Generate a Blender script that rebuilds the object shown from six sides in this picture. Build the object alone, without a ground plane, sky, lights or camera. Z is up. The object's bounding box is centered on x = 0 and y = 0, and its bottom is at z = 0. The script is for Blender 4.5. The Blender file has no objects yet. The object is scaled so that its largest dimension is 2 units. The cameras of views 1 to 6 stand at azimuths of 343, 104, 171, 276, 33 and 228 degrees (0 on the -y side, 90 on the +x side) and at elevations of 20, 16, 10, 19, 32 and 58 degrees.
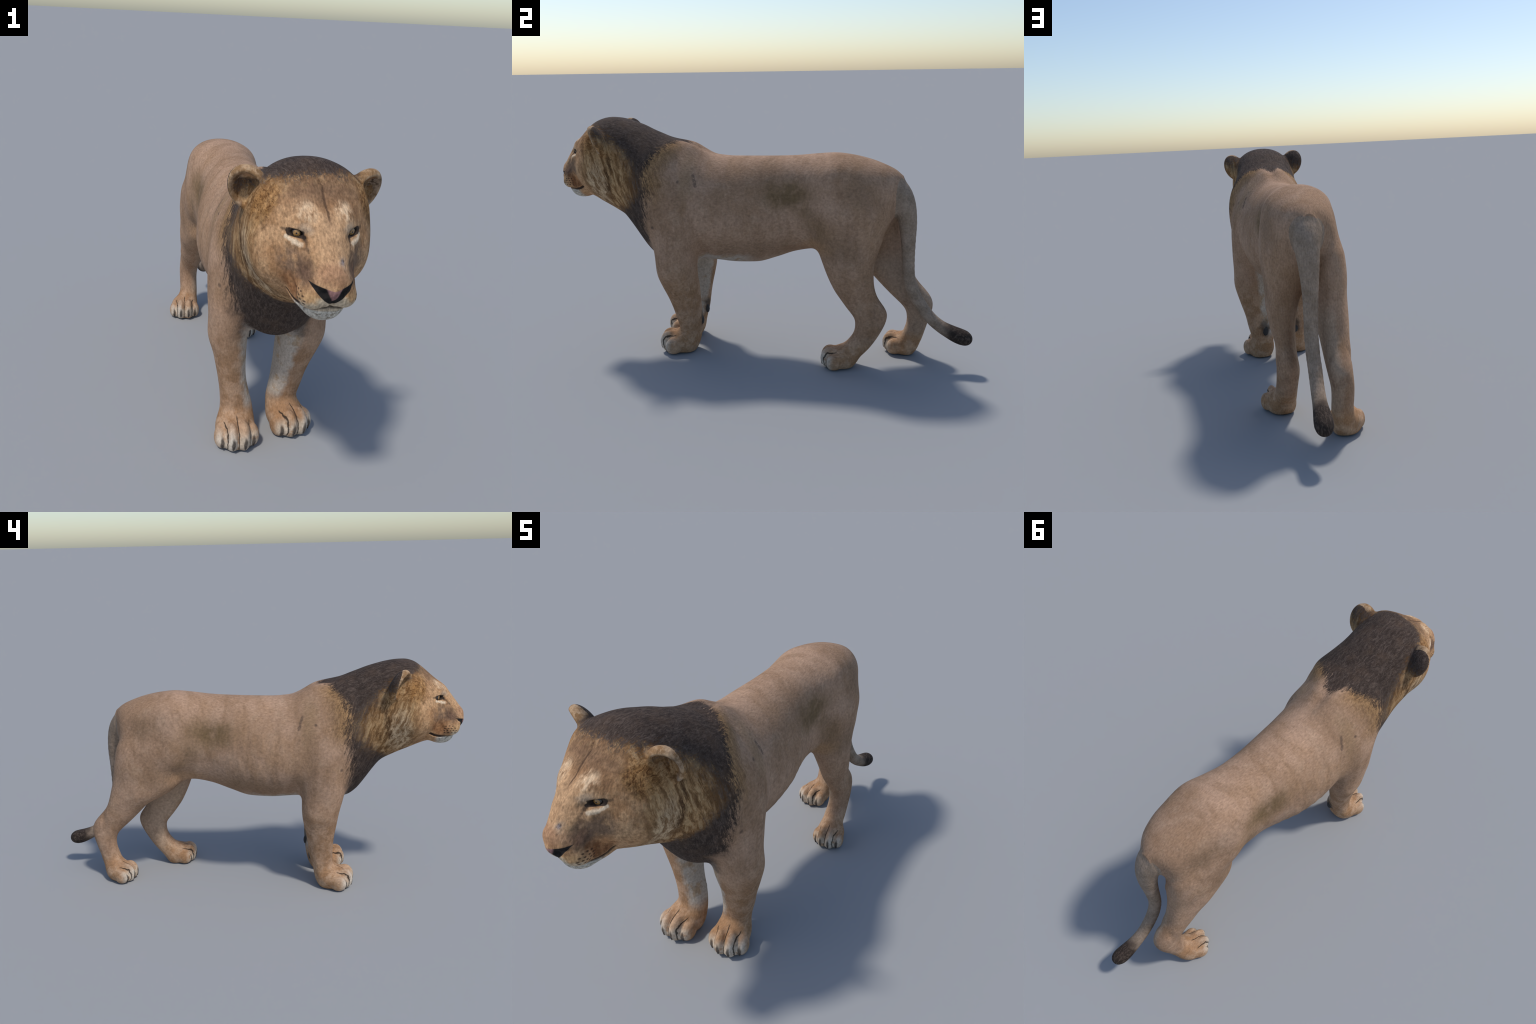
import bpy, math, random
import numpy as np

# ----------------------------------------------------------------------------
#  A standing lion, facing -y.  The body is a smooth implicit surface:
#  a torso/neck/head loft along y, four legs lofted along z, paws and toes,
#  tail, ears and facial relief, all blended together and meshed once.
# ----------------------------------------------------------------------------
F32 = np.float32
GRID = 0.003


def pchip(xs, ys, n=400):
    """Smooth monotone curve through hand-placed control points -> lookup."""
    xs = np.asarray(xs, float); ys = np.asarray(ys, float)
    h = np.diff(xs); d = np.diff(ys) / h
    m = np.zeros(len(xs)); m[0] = d[0]; m[-1] = d[-1]
    for i in range(1, len(xs) - 1):
        if d[i - 1] * d[i] > 0:
            w1 = 2 * h[i] + h[i - 1]; w2 = h[i] + 2 * h[i - 1]
            m[i] = (w1 + w2) / (w1 / d[i - 1] + w2 / d[i])
    t = np.linspace(xs[0], xs[-1], n)
    k = np.clip(np.searchsorted(xs, t) - 1, 0, len(xs) - 2)
    s = (t - xs[k]) / h[k]
    y = ((1 + 2 * s) * (1 - s) ** 2 * ys[k] + s * (1 - s) ** 2 * h[k] * m[k]
         + s * s * (3 - 2 * s) * ys[k + 1] + s * s * (s - 1) * h[k] * m[k + 1])
    return t.astype(F32), y.astype(F32)


def soften(t, y, sigma):
    """Gaussian smoothing of a lookup, ends kept."""
    n = max(1, int(3 * sigma / (t[1] - t[0])))
    k = np.exp(-0.5 * (np.arange(-n, n + 1) / (n / 3)) ** 2); k /= k.sum()
    p = np.concatenate([2 * y[0] - y[n:0:-1], y, 2 * y[-1] - y[-2:-n - 2:-1]])
    return t, np.convolve(p, k, 'valid').astype(F32)


class Curves:
    def __init__(self, rows, sigma):
        a = np.array(sorted(rows), float)
        self.lo, self.hi = F32(a[0, 0]), F32(a[-1, 0])
        self.tab = [soften(*pchip(a[:, 0], a[:, i]), sigma) for i in range(1, a.shape[1])]

    def __call__(self, t):
        t = np.clip(t, self.lo, self.hi)
        return [np.interp(t, a, b).astype(F32) for a, b in self.tab]


def smin(a, b, k):
    h = np.clip(0.5 + 0.5 * (b - a) / k, 0, 1).astype(F32)
    return b + (a - b) * h - k * h * (1 - h)


def smax(a, b, k):
    return -smin(-a, -b, k)


# midline of the body wanders a little; the head is turned a few degrees to the lion's right
MID = pchip([-1.02, -0.80, -0.66, -0.57, -0.48, -0.42, -0.25, 0.0, 0.25, 0.45, 0.60, 1.02],
            [-0.003, -0.006, -0.007, -0.002, 0.010, 0.009, -0.004, -0.011, -0.008, -0.002, 0.004, 0.004])
HEAD_TURN = math.radians(4.4)
HEAD_PIVOT = -0.68


def mid(y):
    return np.interp(y, *MID).astype(F32)


def turn_head(P):
    x, y, z = P
    t = np.clip((-0.45 - y) / 0.21, 0, 1); t = t * t * (3 - 2 * t) * HEAD_TURN
    c, s = np.cos(t), np.sin(t)
    dy = y - HEAD_PIVOT
    return [(c * x - s * dy).astype(F32), (s * x + c * dy + HEAD_PIVOT).astype(F32), z]


def untwist_point(p):
    """head space -> world"""
    c, s = math.cos(HEAD_TURN), math.sin(HEAD_TURN)
    dy = p[1] - HEAD_PIVOT
    return (c * p[0] + s * dy, -s * p[0] + c * dy + HEAD_PIVOT, p[2])


# ---- torso, neck and skull:  y, top, bottom, height of widest, half width, round top, round bottom
TORSO = [
    (0.665, 0.872, 0.770, 0.815, 0.030, 2.0, 2.0),
    (0.640, 0.897, 0.700, 0.810, 0.080, 2.1, 2.0),
    (0.590, 0.922, 0.630, 0.790, 0.122, 2.2, 2.0),
    (0.520, 0.946, 0.570, 0.760, 0.152, 2.3, 2.1),
    (0.440, 0.963, 0.545, 0.740, 0.165, 2.3, 2.2),
    (0.370, 0.970, 0.535, 0.740, 0.169, 2.3, 2.2),
    (0.280, 0.964, 0.530, 0.730, 0.160, 2.3, 2.1),
    (0.190, 0.955, 0.512, 0.720, 0.146, 2.3, 2.1),
    (0.100, 0.951, 0.478, 0.700, 0.153, 2.2, 2.0),
    (0.000, 0.949, 0.448, 0.680, 0.170, 2.1, 2.0),
    (-0.100, 0.948, 0.444, 0.680, 0.183, 2.0, 2.0),
    (-0.190, 0.955, 0.452, 0.690, 0.189, 1.95, 2.1),
    (-0.250, 0.977, 0.454, 0.700, 0.192, 1.9, 2.1),
    (-0.310, 1.002, 0.446, 0.710, 0.195, 1.9, 2.1),
    (-0.370, 1.020, 0.446, 0.730, 0.196, 2.0, 2.1),
    (-0.420, 1.034, 0.446, 0.760, 0.202, 2.1, 2.1),
    (-0.470, 1.054, 0.452, 0.790, 0.198, 2.1, 2.0),
    (-0.510, 1.070, 0.478, 0.810, 0.190, 2.1, 1.9),
    (-0.550, 1.087, 0.530, 0.840, 0.184, 2.1, 1.9),
    (-0.590, 1.100, 0.590, 0.870, 0.181, 2.1, 1.9),
    (-0.630, 1.111, 0.641, 0.890, 0.180, 2.2, 1.9),
    (-0.680, 1.120, 0.670, 0.910, 0.179, 2.2, 1.9),
    (-0.720, 1.122, 0.690, 0.930, 0.178, 2.2, 1.9),
    (-0.760, 1.112, 0.708, 0.940, 0.172, 2.3, 1.9),
    (-0.800, 1.086, 0.726, 0.935, 0.146, 2.4, 1.9),
    (-0.840, 1.052, 0.740, 0.925, 0.119, 2.5, 1.9),
    (-0.880, 1.018, 0.746, 0.905, 0.094, 2.5, 2.0),
    (-0.910, 0.980, 0.750, 0.870, 0.078, 2.5, 2.0),
    (-0.945, 0.928, 0.770, 0.850, 0.060, 2.4, 2.1),
    (-0.975, 0.885, 0.800, 0.842, 0.040, 2.2, 2.1),
]
torso_c = Curves(TORSO, 0.010)


def torso(P):
    x, y, z = P
    zt, zb, zm, w, nt, nb = torso_c(y)
    yy = np.clip(y, torso_c.lo, torso_c.hi)
    dx = np.abs(x - mid(yy)) / w
    up = z > zm
    hh = np.where(up, zt - zm, zm - zb)
    s = np.abs(z - zm) / hh
    n = np.where(up, nt, nb)
    f = (np.power(dx ** n + s ** n + 1e-9, 1 / n) - 1) * np.minimum(w, hh)
    out = y - yy
    return np.where(out == 0, f, np.sqrt(np.maximum(f, 0) ** 2 + out ** 2)
                    + np.minimum(f, 0) * 0.0)


# ---- legs:  z, front y, back y, inner x, outer x   (x measured away from the midline)
FORELEG_RIGHT = [
    (0.980, -0.365, -0.324, 0.030, 0.062), (0.900, -0.400, -0.269, 0.030, 0.132),
    (0.800, -0.435, -0.236, 0.040, 0.190), (0.700, -0.455, -0.236, 0.050, 0.210),
    (0.620, -0.462, -0.244, 0.055, 0.213), (0.550, -0.462, -0.252, 0.060, 0.211),
    (0.490, -0.453, -0.253, 0.066, 0.206), (0.400, -0.432, -0.256, 0.068, 0.202),
    (0.335, -0.422, -0.265, 0.069, 0.185), (0.277, -0.412, -0.277, 0.068, 0.174),
    (0.220, -0.407, -0.285, 0.062, 0.164), (0.160, -0.406, -0.291, 0.048, 0.157),
    (0.120, -0.408, -0.302, 0.038, 0.156), (0.080, -0.415, -0.312, 0.034, 0.161),
    (0.040, -0.415, -0.325, 0.040, 0.156), (0.000, -0.410, -0.345, 0.055, 0.146),
]
FORELEG_LEFT = [
    (0.980, -0.361, -0.316, 0.026, 0.061), (0.900, -0.396, -0.264, 0.026, 0.131),
    (0.800, -0.434, -0.236, 0.036, 0.196), (0.700, -0.458, -0.241, 0.044, 0.216),
    (0.620, -0.468, -0.254, 0.046, 0.220), (0.550, -0.464, -0.260, 0.046, 0.221),
    (0.485, -0.460, -0.264, 0.045, 0.220), (0.415, -0.454, -0.265, 0.050, 0.223),
    (0.345, -0.432, -0.259, 0.051, 0.208), (0.292, -0.410, -0.257, 0.052, 0.193),
    (0.229, -0.392, -0.257, 0.050, 0.174), (0.178, -0.380, -0.259, 0.045, 0.165),
    (0.140, -0.372, -0.263, 0.039, 0.155), (0.110, -0.367, -0.266, 0.033, 0.150),
    (0.080, -0.364, -0.270, 0.033, 0.148), (0.040, -0.364, -0.283, 0.041, 0.143),
    (0.000, -0.359, -0.303, 0.056, 0.133),
]
HINDLEG_LEFT = [
    (0.900, 0.433, 0.483, 0.018, 0.067), (0.800, 0.363, 0.568, -0.002, 0.137),
    (0.700, 0.303, 0.605, -0.007, 0.167), (0.620, 0.293, 0.597, -0.007, 0.167),
    (0.550, 0.305, 0.578, 0.008, 0.160), (0.496, 0.326, 0.563, 0.024, 0.158),
    (0.445, 0.346, 0.559, 0.038, 0.155), (0.390, 0.371, 0.563, 0.047, 0.150),
    (0.350, 0.392, 0.574, 0.051, 0.142), (0.320, 0.414, 0.590, 0.054, 0.135),
    (0.290, 0.435, 0.613, 0.054, 0.137), (0.260, 0.460, 0.627, 0.051, 0.140),
    (0.230, 0.483, 0.623, 0.049, 0.142), (0.189, 0.484, 0.607, 0.053, 0.143),
    (0.150, 0.472, 0.587, 0.056, 0.144), (0.124, 0.452, 0.571, 0.056, 0.146),
    (0.100, 0.431, 0.556, 0.055, 0.148), (0.060, 0.418, 0.521, 0.056, 0.148),
    (0.030, 0.418, 0.495, 0.058, 0.145), (0.000, 0.423, 0.473, 0.068, 0.135),
]
HINDLEG_RIGHT = [
    (0.900, 0.450, 0.507, 0.030, 0.056), (0.800, 0.370, 0.602, 0.010, 0.128),
    (0.700, 0.375, 0.659, 0.005, 0.160), (0.620, 0.385, 0.676, 0.005, 0.160),
    (0.540, 0.345, 0.689, 0.008, 0.155), (0.470, 0.418, 0.708, 0.014, 0.150),
    (0.416, 0.520, 0.725, 0.020, 0.142), (0.386, 0.548, 0.739, 0.022, 0.136),
    (0.340, 0.593, 0.779, 0.024, 0.130), (0.304, 0.630, 0.811, 0.025, 0.124),
    (0.270, 0.668, 0.825, 0.027, 0.121), (0.244, 0.694, 0.824, 0.030, 0.122),
    (0.212, 0.707, 0.817, 0.036, 0.123), (0.170, 0.709, 0.805, 0.038, 0.123),
    (0.130, 0.698, 0.794, 0.038, 0.122), (0.095, 0.688, 0.785, 0.039, 0.126),
    (0.050, 0.685, 0.769, 0.044, 0.130), (0.000, 0.685, 0.737, 0.060, 0.123),
]
LEGS = [(-1, Curves(FORELEG_RIGHT, 0.016)), (1, Curves(FORELEG_LEFT, 0.016)),
        (-1, Curves(HINDLEG_RIGHT, 0.016)), (1, Curves(HINDLEG_LEFT, 0.016))]


def leg(P, side, c):
    x, y, z = P
    yf, yb, xi, xo = c(z)
    cy, ry = (yf + yb) / 2, (yb - yf) / 2
    cx, rx = side * (xi + xo) / 2, (xo - xi) / 2
    n = 2.3
    f = (np.power((np.abs(x - cx) / rx) ** n + (np.abs(y - cy) / ry) ** n + 1e-9, 1 / n) - 1) \
        * np.minimum(rx, ry)
    return smax(f, z - (c.hi - 0.02), 0.06)


def ellipsoid(P, c, r, yaw=0.0):
    x, y, z = P[0] - c[0], P[1] - c[1], P[2] - c[2]
    if yaw:
        a, b = math.cos(yaw), math.sin(yaw)
        x, y = a * x + b * y, -b * x + a * y
    k0 = np.sqrt((x / r[0]) ** 2 + (y / r[1]) ** 2 + (z / r[2]) ** 2 + 1e-9)
    k1 = np.sqrt((x / r[0] ** 2) ** 2 + (y / r[1] ** 2) ** 2 + (z / r[2] ** 2) ** 2 + 1e-6)
    return k0 * (k0 - 1) / k1


def capsule(P, a, b, ra, rb):
    ax, ay, az = (P[i] - a[i] for i in range(3))
    d = [b[i] - a[i] for i in range(3)]
    t = np.clip((ax * d[0] + ay * d[1] + az * d[2]) / (d[0] ** 2 + d[1] ** 2 + d[2] ** 2), 0, 1)
    return np.sqrt((ax - t * d[0]) ** 2 + (ay - t * d[1]) ** 2 + (az - t * d[2]) ** 2) - (ra + (rb - ra) * t)


# ---- paws: origin under the middle of the toes, yaw of the toes about z
#      (origin x, origin y, yaw, half width, hind?)
PAWS = [(-0.114, -0.452, math.radians(-3), 1.00), (0.111, -0.410, math.radians(13), 1.00),
        (-0.117, 0.652, math.radians(-8), 0.90), (0.124, 0.384, math.radians(7), 0.90)]
#  toes in paw space: across, ahead, height, radii
TOES = [(-0.058, 0.010, 0.038, (0.025, 0.037, 0.041)), (-0.0215, -0.012, 0.050, (0.0245, 0.045, 0.0545)),
        (0.0215, -0.014, 0.051, (0.0245, 0.045, 0.0555)), (0.058, 0.008, 0.039, (0.025, 0.037, 0.042))]


def paw_point(paw, u, v, z):
    ox, oy, yaw, s = paw
    c, d = math.cos(yaw), math.sin(yaw)
    return (ox + s * (c * u - d * v), oy + s * (d * u + c * v), z * s if z > 0 else z)


def paw_field(P, paw):
    ox, oy, yaw, s = paw
    f = ellipsoid(P, paw_point(paw, 0, 0.045, 0.048), (0.072 * s, 0.075 * s, 0.062 * s), yaw)
    f = smin(f, ellipsoid(P, paw_point(paw, 0, 0.005, 0.030), (0.070 * s, 0.050 * s, 0.036 * s), yaw), 0.02)
    toes = None
    for u, v, z, r in TOES:
        t = ellipsoid(P, paw_point(paw, u, v, z), [q * s for q in r], yaw)
        toes = t if toes is None else smin(toes, t, 0.005)
    return smin(f, toes, 0.012)


# ---- tail: spine points with radius
TAIL = [(0.008, 0.605, 0.822, 0.064), (0.015, 0.648, 0.796, 0.057), (0.020, 0.678, 0.745, 0.048),
        (0.020, 0.695, 0.670, 0.039), (0.020, 0.701, 0.590, 0.0315), (0.022, 0.705, 0.500, 0.0275),
        (0.025, 0.712, 0.420, 0.0265), (0.026, 0.735, 0.350, 0.0265), (0.027, 0.772, 0.290, 0.026),
        (0.030, 0.815, 0.236, 0.0255), (0.033, 0.860, 0.200, 0.0265), (0.036, 0.905, 0.177, 0.0305),
        (0.039, 0.940, 0.163, 0.0335), (0.042, 0.966, 0.155, 0.0325), (0.044, 0.976, 0.151, 0.0255)]


def spline(pts, n):
    """Catmull-Rom through control points (any number of columns)."""
    p = np.array(pts, float); p = np.vstack([2 * p[0] - p[1], p, 2 * p[-1] - p[-2]])
    out = []
    for i in range(1, len(p) - 2):
        for t in np.linspace(0, 1, n, endpoint=False):
            out.append(0.5 * ((2 * p[i]) + (-p[i - 1] + p[i + 1]) * t
                              + (2 * p[i - 1] - 5 * p[i] + 4 * p[i + 1] - p[i + 2]) * t * t
                              + (-p[i - 1] + 3 * p[i] - 3 * p[i + 1] + p[i + 2]) * t ** 3))
    out.append(p[-2])
    return np.array(out)


TAIL_S = spline(TAIL, 3)


def tail(P):
    f = None
    for a, b in zip(TAIL_S[:-1], TAIL_S[1:]):
        c = capsule(P, a[:3], b[:3], a[3], b[3])
        f = c if f is None else smin(f, c, 0.006)
    return f


# ---- relief: (centre with x away from the head/body midline, radii, push out, both sides?)
RELIEF = [
    # shoulder blades with the hollow between them
    ((0.050, -0.310, 1.000), (0.040, 0.075, 0.060), 0.009, True),
    ((0.000, -0.285, 1.000), (0.022, 0.085, 0.060), -0.008, False),
    # shoulder muscle, elbow, armpit
    ((0.215, -0.330, 0.640), (0.060, 0.070, 0.140), 0.004, True),
    ((0.205, -0.215, 0.690), (0.050, 0.030, 0.160), -0.002, True),
    ((0.175, -0.215, 0.520), (0.055, 0.032, 0.055), -0.014, True),
    # ribcage and flank hollow
    ((0.165, 0.220, 0.800), (0.060, 0.090, 0.070), -0.012, True),
    ((0.140, 0.210, 0.640), (0.060, 0.090, 0.080), -0.008, True),
    ((0.185, -0.020, 0.640), (0.060, 0.140, 0.100), 0.006, True),
    # hip bone, haunch
    ((0.120, 0.390, 0.900), (0.050, 0.080, 0.050), 0.008, True),
    ((0.160, 0.560, 0.800), (0.050, 0.050, 0.060), -0.010, True),
]
for k in range(6):      # faint ribs, leaning back
    for j in range(3):
        RELIEF.append(((0.186 - 0.006 * j, -0.165 + 0.046 * k + 0.022 * j, 0.750 - 0.085 * j), (0.05, 0.011, 0.055), 0.0022, True))
LEG_RELIEF = [          # tendon hollows at the hocks, calf swell, knee
    ((-0.125, 0.752, 0.340), (0.022, 0.016, 0.035), -0.007), ((-0.030, 0.752, 0.340), (0.022, 0.016, 0.035), -0.006),
    ((0.146, 0.572, 0.318), (0.022, 0.016, 0.035), -0.007), ((0.055, 0.572, 0.318), (0.022, 0.016, 0.035), -0.006),
    ((-0.128, 0.720, 0.262), (0.022, 0.012, 0.030), 0.003), ((0.150, 0.505, 0.248), (0.022, 0.012, 0.030), 0.003),
    ((-0.150, 0.560, 0.480), (0.040, 0.050, 0.060), 0.004), ((0.160, 0.430, 0.480), (0.040, 0.050, 0.060), 0.004),
    # small left/right differences of the stance
    ((0.150, 0.270, 0.710), (0.050, 0.050, 0.110), -0.016), ((-0.150, 0.300, 0.660), (0.050, 0.060, 0.110), -0.014),
    ((-0.150, 0.340, 0.570), (0.050, 0.050, 0.045), -0.010), ((-0.170, 0.460, 0.790), (0.070, 0.140, 0.130), -0.014),
    ((0.175, -0.610, 0.930), (0.050, 0.065, 0.090), -0.017), ((0.195, -0.465, 0.780), (0.050, 0.026, 0.150), 0.015),
    ((0.105, -0.395, 0.970), (0.050, 0.040, 0.050), 0.013), ((-0.215, -0.285, 0.690), (0.050, 0.055, 0.170), -0.013),
    ((-0.180, -0.300, 0.400), (0.040, 0.040, 0.060), 0.004), ((0.195, -0.310, 0.400), (0.040, 0.040, 0.060), 0.004),
]
# ---- relief of the head (x from the head midline)
FACE_RELIEF = [
    ((0.055, -0.885, 1.004), (0.030, 0.030, 0.024), 0.008, True),     # brow
    ((0.000, -0.895, 1.010), (0.012, 0.060, 0.050), -0.006, False),   # furrow
    ((0.000, -0.820, 1.075), (0.014, 0.040, 0.040), -0.006, False),
    ((0.064, -0.905, 0.955), (0.018, 0.022, 0.014), -0.010, True),    # inner eye corner
    ((0.085, -0.885, 0.962), (0.022, 0.022, 0.012), -0.007, True),    # eye hollow
    ((0.090, -0.880, 0.940), (0.020, 0.020, 0.008), 0.004, True),     # lower lid
    ((0.056, -0.945, 0.890), (0.016, 0.035, 0.025), -0.006, True),    # side of the bridge
    ((0.025, -0.990, 0.838), (0.011, 0.014, 0.010), -0.010, True),    # nostril
    ((0.042, -0.972, 0.850), (0.012, 0.014, 0.006), -0.006, True),    # nostril wing
    ((0.000, -0.985, 0.800), (0.005, 0.030, 0.018), -0.007, False),   # philtrum
]
MOUTH = [(0.000, -0.966, 0.789), (0.022, -0.967, 0.785), (0.045, -0.956, 0.780), (0.059, -0.932, 0.777),
         (0.068, -0.900, 0.778), (0.075, -0.870, 0.785), (0.080, -0.848, 0.797)]


def ear_field(P, hx, left):
    """Cupped, rounded ear; hx = |x| from the head midline."""
    dx, dz = 0.004 * left, 0.012 * left            # the left ear hangs a little lower
    c = np.array([0.167, -0.697, 1.034])
    up = np.array([0.30, -0.30, 0.90]); up /= np.linalg.norm(up)
    nr = np.array([0.42, -0.86, -0.28]); nr -= up * nr.dot(up); nr /= np.linalg.norm(nr)
    sd = np.cross(up, nr)
    d = [hx + dx - c[0], P[1] - c[1], P[2] + dz - c[2]]
    u, n, s = (sum(d[i] * a[i] for i in range(3)) for a in (up, nr, sd))
    Q = (s, n, u)
    outer = ellipsoid(Q, (0, 0, 0), (0.061, 0.036, 0.077))
    inner = ellipsoid(Q, (0, 0.026, 0.004), (0.046, 0.038, 0.061))
    return smax(outer, -inner, 0.013)


def head_parts(P, f, cut=True):
    x, y, z = P
    hx = np.abs(x - mid(y))
    Q = (hx, y, z)
    f = smin(f, ellipsoid(Q, (0.100, -0.765, 0.875), (0.062, 0.085, 0.085)), 0.05)      # cheek
    f = smin(f, capsule(Q, (0, -0.880, 0.955), (0, -0.962, 0.872), 0.052, 0.037), 0.03)  # bridge
    f = smin(f, ellipsoid(Q, (0, -0.935, 0.842), (0.070, 0.058, 0.050)), 0.025)          # muzzle
    f = smin(f, ellipsoid(Q, (0, -0.965, 0.843), (0.036, 0.035, 0.026)), 0.015)          # nose pad
    f = smin(f, ellipsoid(Q, (0.037, -0.937, 0.812), (0.042, 0.046, 0.036)), 0.012)      # whisker pad
    f = smin(f, ellipsoid(Q, (0.0, -0.905, 0.772), (0.056, 0.056, 0.042)), 0.020)        # chin
    f = smin(f, ellipsoid(Q, (0.042, -0.865, 0.793), (0.036, 0.055, 0.036)), 0.02)       # jaw corner
    f = smin(f, ear_field(P, hx, (x > 0).astype(F32)), 0.014)
    for c, r, a, both in FACE_RELIEF:
        q = ((hx if both else x - mid(y)) - c[0]) / r[0]
        f = f - a * np.exp(-(q * q + ((y - c[1]) / r[1]) ** 2 + ((z - c[2]) / r[2]) ** 2))
    d = None
    for a, b in zip(MOUTH[:-1], MOUTH[1:]):
        c = capsule(Q, a, b, 0.0, 0.0)
        d = c if d is None else np.minimum(d, c)
    f = f + 0.009 * np.exp(-(d / 0.0048) ** 2)
    # eye opening: an almond cut
    if cut:
        f = smax(f, -ellipsoid(Q, EYE_CUT, (0.020, 0.022, 0.0100), EYE_YAW), 0.003)
    return f


EYE_CUT = (0.0800, -0.884, 0.962)
EYE_YAW = math.radians(38)


def inside(P, lo, hi):
    m = np.ones(P[0].shape, bool)
    for i in range(3):
        m &= (P[i] > lo[i]) & (P[i] < hi[i])
    return np.nonzero(m)[0]


def apply(P, f, lo, hi, fn):
    k = inside(P, lo, hi)
    if len(k):
        f[k] = fn([p[k] for p in P], f[k])


def field(P):
    P = [np.ascontiguousarray(P[:, i], dtype=F32) for i in range(3)]
    W = turn_head(P)
    f = torso(W).astype(F32)
    for side, c in LEGS:
        fore = c.tab[0][1].mean() < 0
        y0, y1 = (-0.6, -0.1) if fore else (0.15, 0.95)
        k = 0.036 if fore else 0.040
        apply(P, f, (-0.36 if side < 0 else -0.12, y0, -0.1), (0.12 if side < 0 else 0.36, y1, 1.05),
              lambda q, g: smin(g, leg(q, side, c), k))
    for paw in PAWS:
        o = paw
        apply(P, f, (o[0] - .2, o[1] - .2, -.1), (o[0] + .2, o[1] + .25, .22),
              lambda q, g: smin(g, paw_field(q, paw), 0.03))
    apply(P, f, (-.15, .5, 0), (.2, 1.1, 1.0), lambda q, g: smin(g, tail(q), 0.03))
    x, y, z = P
    for c, r, a, both in RELIEF:
        for s in ((1, -1) if both else (1,)):
            lo = [s * c[0] - 3 * r[0], c[1] - 3 * r[1], c[2] - 3 * r[2]]
            hi = [s * c[0] + 3 * r[0], c[1] + 3 * r[1], c[2] + 3 * r[2]]
            apply(P, f, lo, hi, lambda q, g: g - a * np.exp(
                -(((q[0] - s * c[0]) / r[0]) ** 2 + ((q[1] - c[1]) / r[1]) ** 2 + ((q[2] - c[2]) / r[2]) ** 2)))
    for c, r, a in LEG_RELIEF:
        lo = [c[i] - 3 * r[i] for i in range(3)]; hi = [c[i] + 3 * r[i] for i in range(3)]
        apply(P, f, lo, hi, lambda q, g: g - a * np.exp(
            -(((q[0] - c[0]) / r[0]) ** 2 + ((q[1] - c[1]) / r[1]) ** 2 + ((q[2] - c[2]) / r[2]) ** 2)))
    apply(W, f, (-.4, -1.2, .6), (.4, -.55, 1.3), head_parts)
    f = smax(f, (-z).astype(F32), 0.006)          # flat soles
    return f


def mesh_field():
    """Sparse sampling of the field, then surface nets, then projection on the zero set."""
    h = GRID; nb = 8; H = h * nb
    lo = np.array([-0.288, -1.056, -0.032])
    nblk = np.array([24, 88, 50])
    gi = np.stack(np.meshgrid(*[np.arange(n) for n in nblk], indexing='ij'), -1).reshape(-1, 3)
    fc = field(lo + (gi + 0.5) * H).reshape(nblk)
    near = np.abs(fc) < 0.05
    s = fc < 0
    for ax in range(3):
        d = np.diff(s, axis=ax)
        pad = [(0, 0)] * 3; pad[ax] = (0, 1); near |= np.pad(d, pad)
        pad[ax] = (1, 0); near |= np.pad(d, pad)
    dense = np.repeat(np.repeat(np.repeat(np.where(s, -1, 1).astype(F32), nb, 0), nb, 1), nb, 2)
    sub = np.stack(np.meshgrid(*[np.arange(nb)] * 3, indexing='ij'), -1).reshape(-1, 3)
    blocks = np.argwhere(near)
    for i in range(0, len(blocks), 400):
        idx = (blocks[i:i + 400, None, :] * nb + sub[None]).reshape(-1, 3)
        dense[idx[:, 0], idx[:, 1], idx[:, 2]] = field(lo + idx * h)
    S = dense < 0
    # cells with a sign change
    n = np.array(S.shape) - 1
    cnt = np.zeros(n, np.int8)
    for a in (0, 1):
        for b in (0, 1):
            for c in (0, 1):
                cnt += S[a:a + n[0], b:b + n[1], c:c + n[2]]
    act = (cnt > 0) & (cnt < 8)
    cells = np.argwhere(act)
    vid = np.full(n, -1, np.int32); vid[act] = np.arange(len(cells))
    acc = np.zeros((len(cells), 3)); num = np.zeros(len(cells))
    corners = [(a, b, c) for a in (0, 1) for b in (0, 1) for c in (0, 1)]
    val = {c: dense[cells[:, 0] + c[0], cells[:, 1] + c[1], cells[:, 2] + c[2]] for c in corners}
    for c in corners:
        for ax in range(3):
            if c[ax] == 0:
                e = list(c); e[ax] = 1; e = tuple(e)
                a, b = val[c], val[e]
                m = (a < 0) != (b < 0)
                t = np.where(m, a / np.where(m, a - b, 1), 0)
                p = np.tile(np.array(c, float), (len(cells), 1)); p[:, ax] += t
                acc[m] += p[m]; num[m] += 1
    V = lo + (cells + acc / num[:, None]) * h
    faces = []
    for ax in range(3):
        o = [(1, 2), (2, 0), (0, 1)][ax]
        A = [slice(None)] * 3; Bs = [slice(None)] * 3
        A[ax] = slice(0, -1); Bs[ax] = slice(1, None)
        ch = S[tuple(A)] != S[tuple(Bs)]
        ids = np.argwhere(ch)
        ids = ids[(ids[:, o[0]] > 0) & (ids[:, o[1]] > 0)]
        flip = S[ids[:, 0], ids[:, 1], ids[:, 2]]
        q = []
        for d0, d1 in ((1, 1), (0, 1), (0, 0), (1, 0)):
            j = ids.copy(); j[:, o[0]] -= d0; j[:, o[1]] -= d1
            q.append(vid[j[:, 0], j[:, 1], j[:, 2]])
        q = np.stack(q, 1)
        q[~flip] = q[~flip][:, ::-1]
        faces.append(q)
    Fq = np.concatenate(faces)
    Fq = Fq[(Fq >= 0).all(1)]
    return V, Fq


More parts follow.
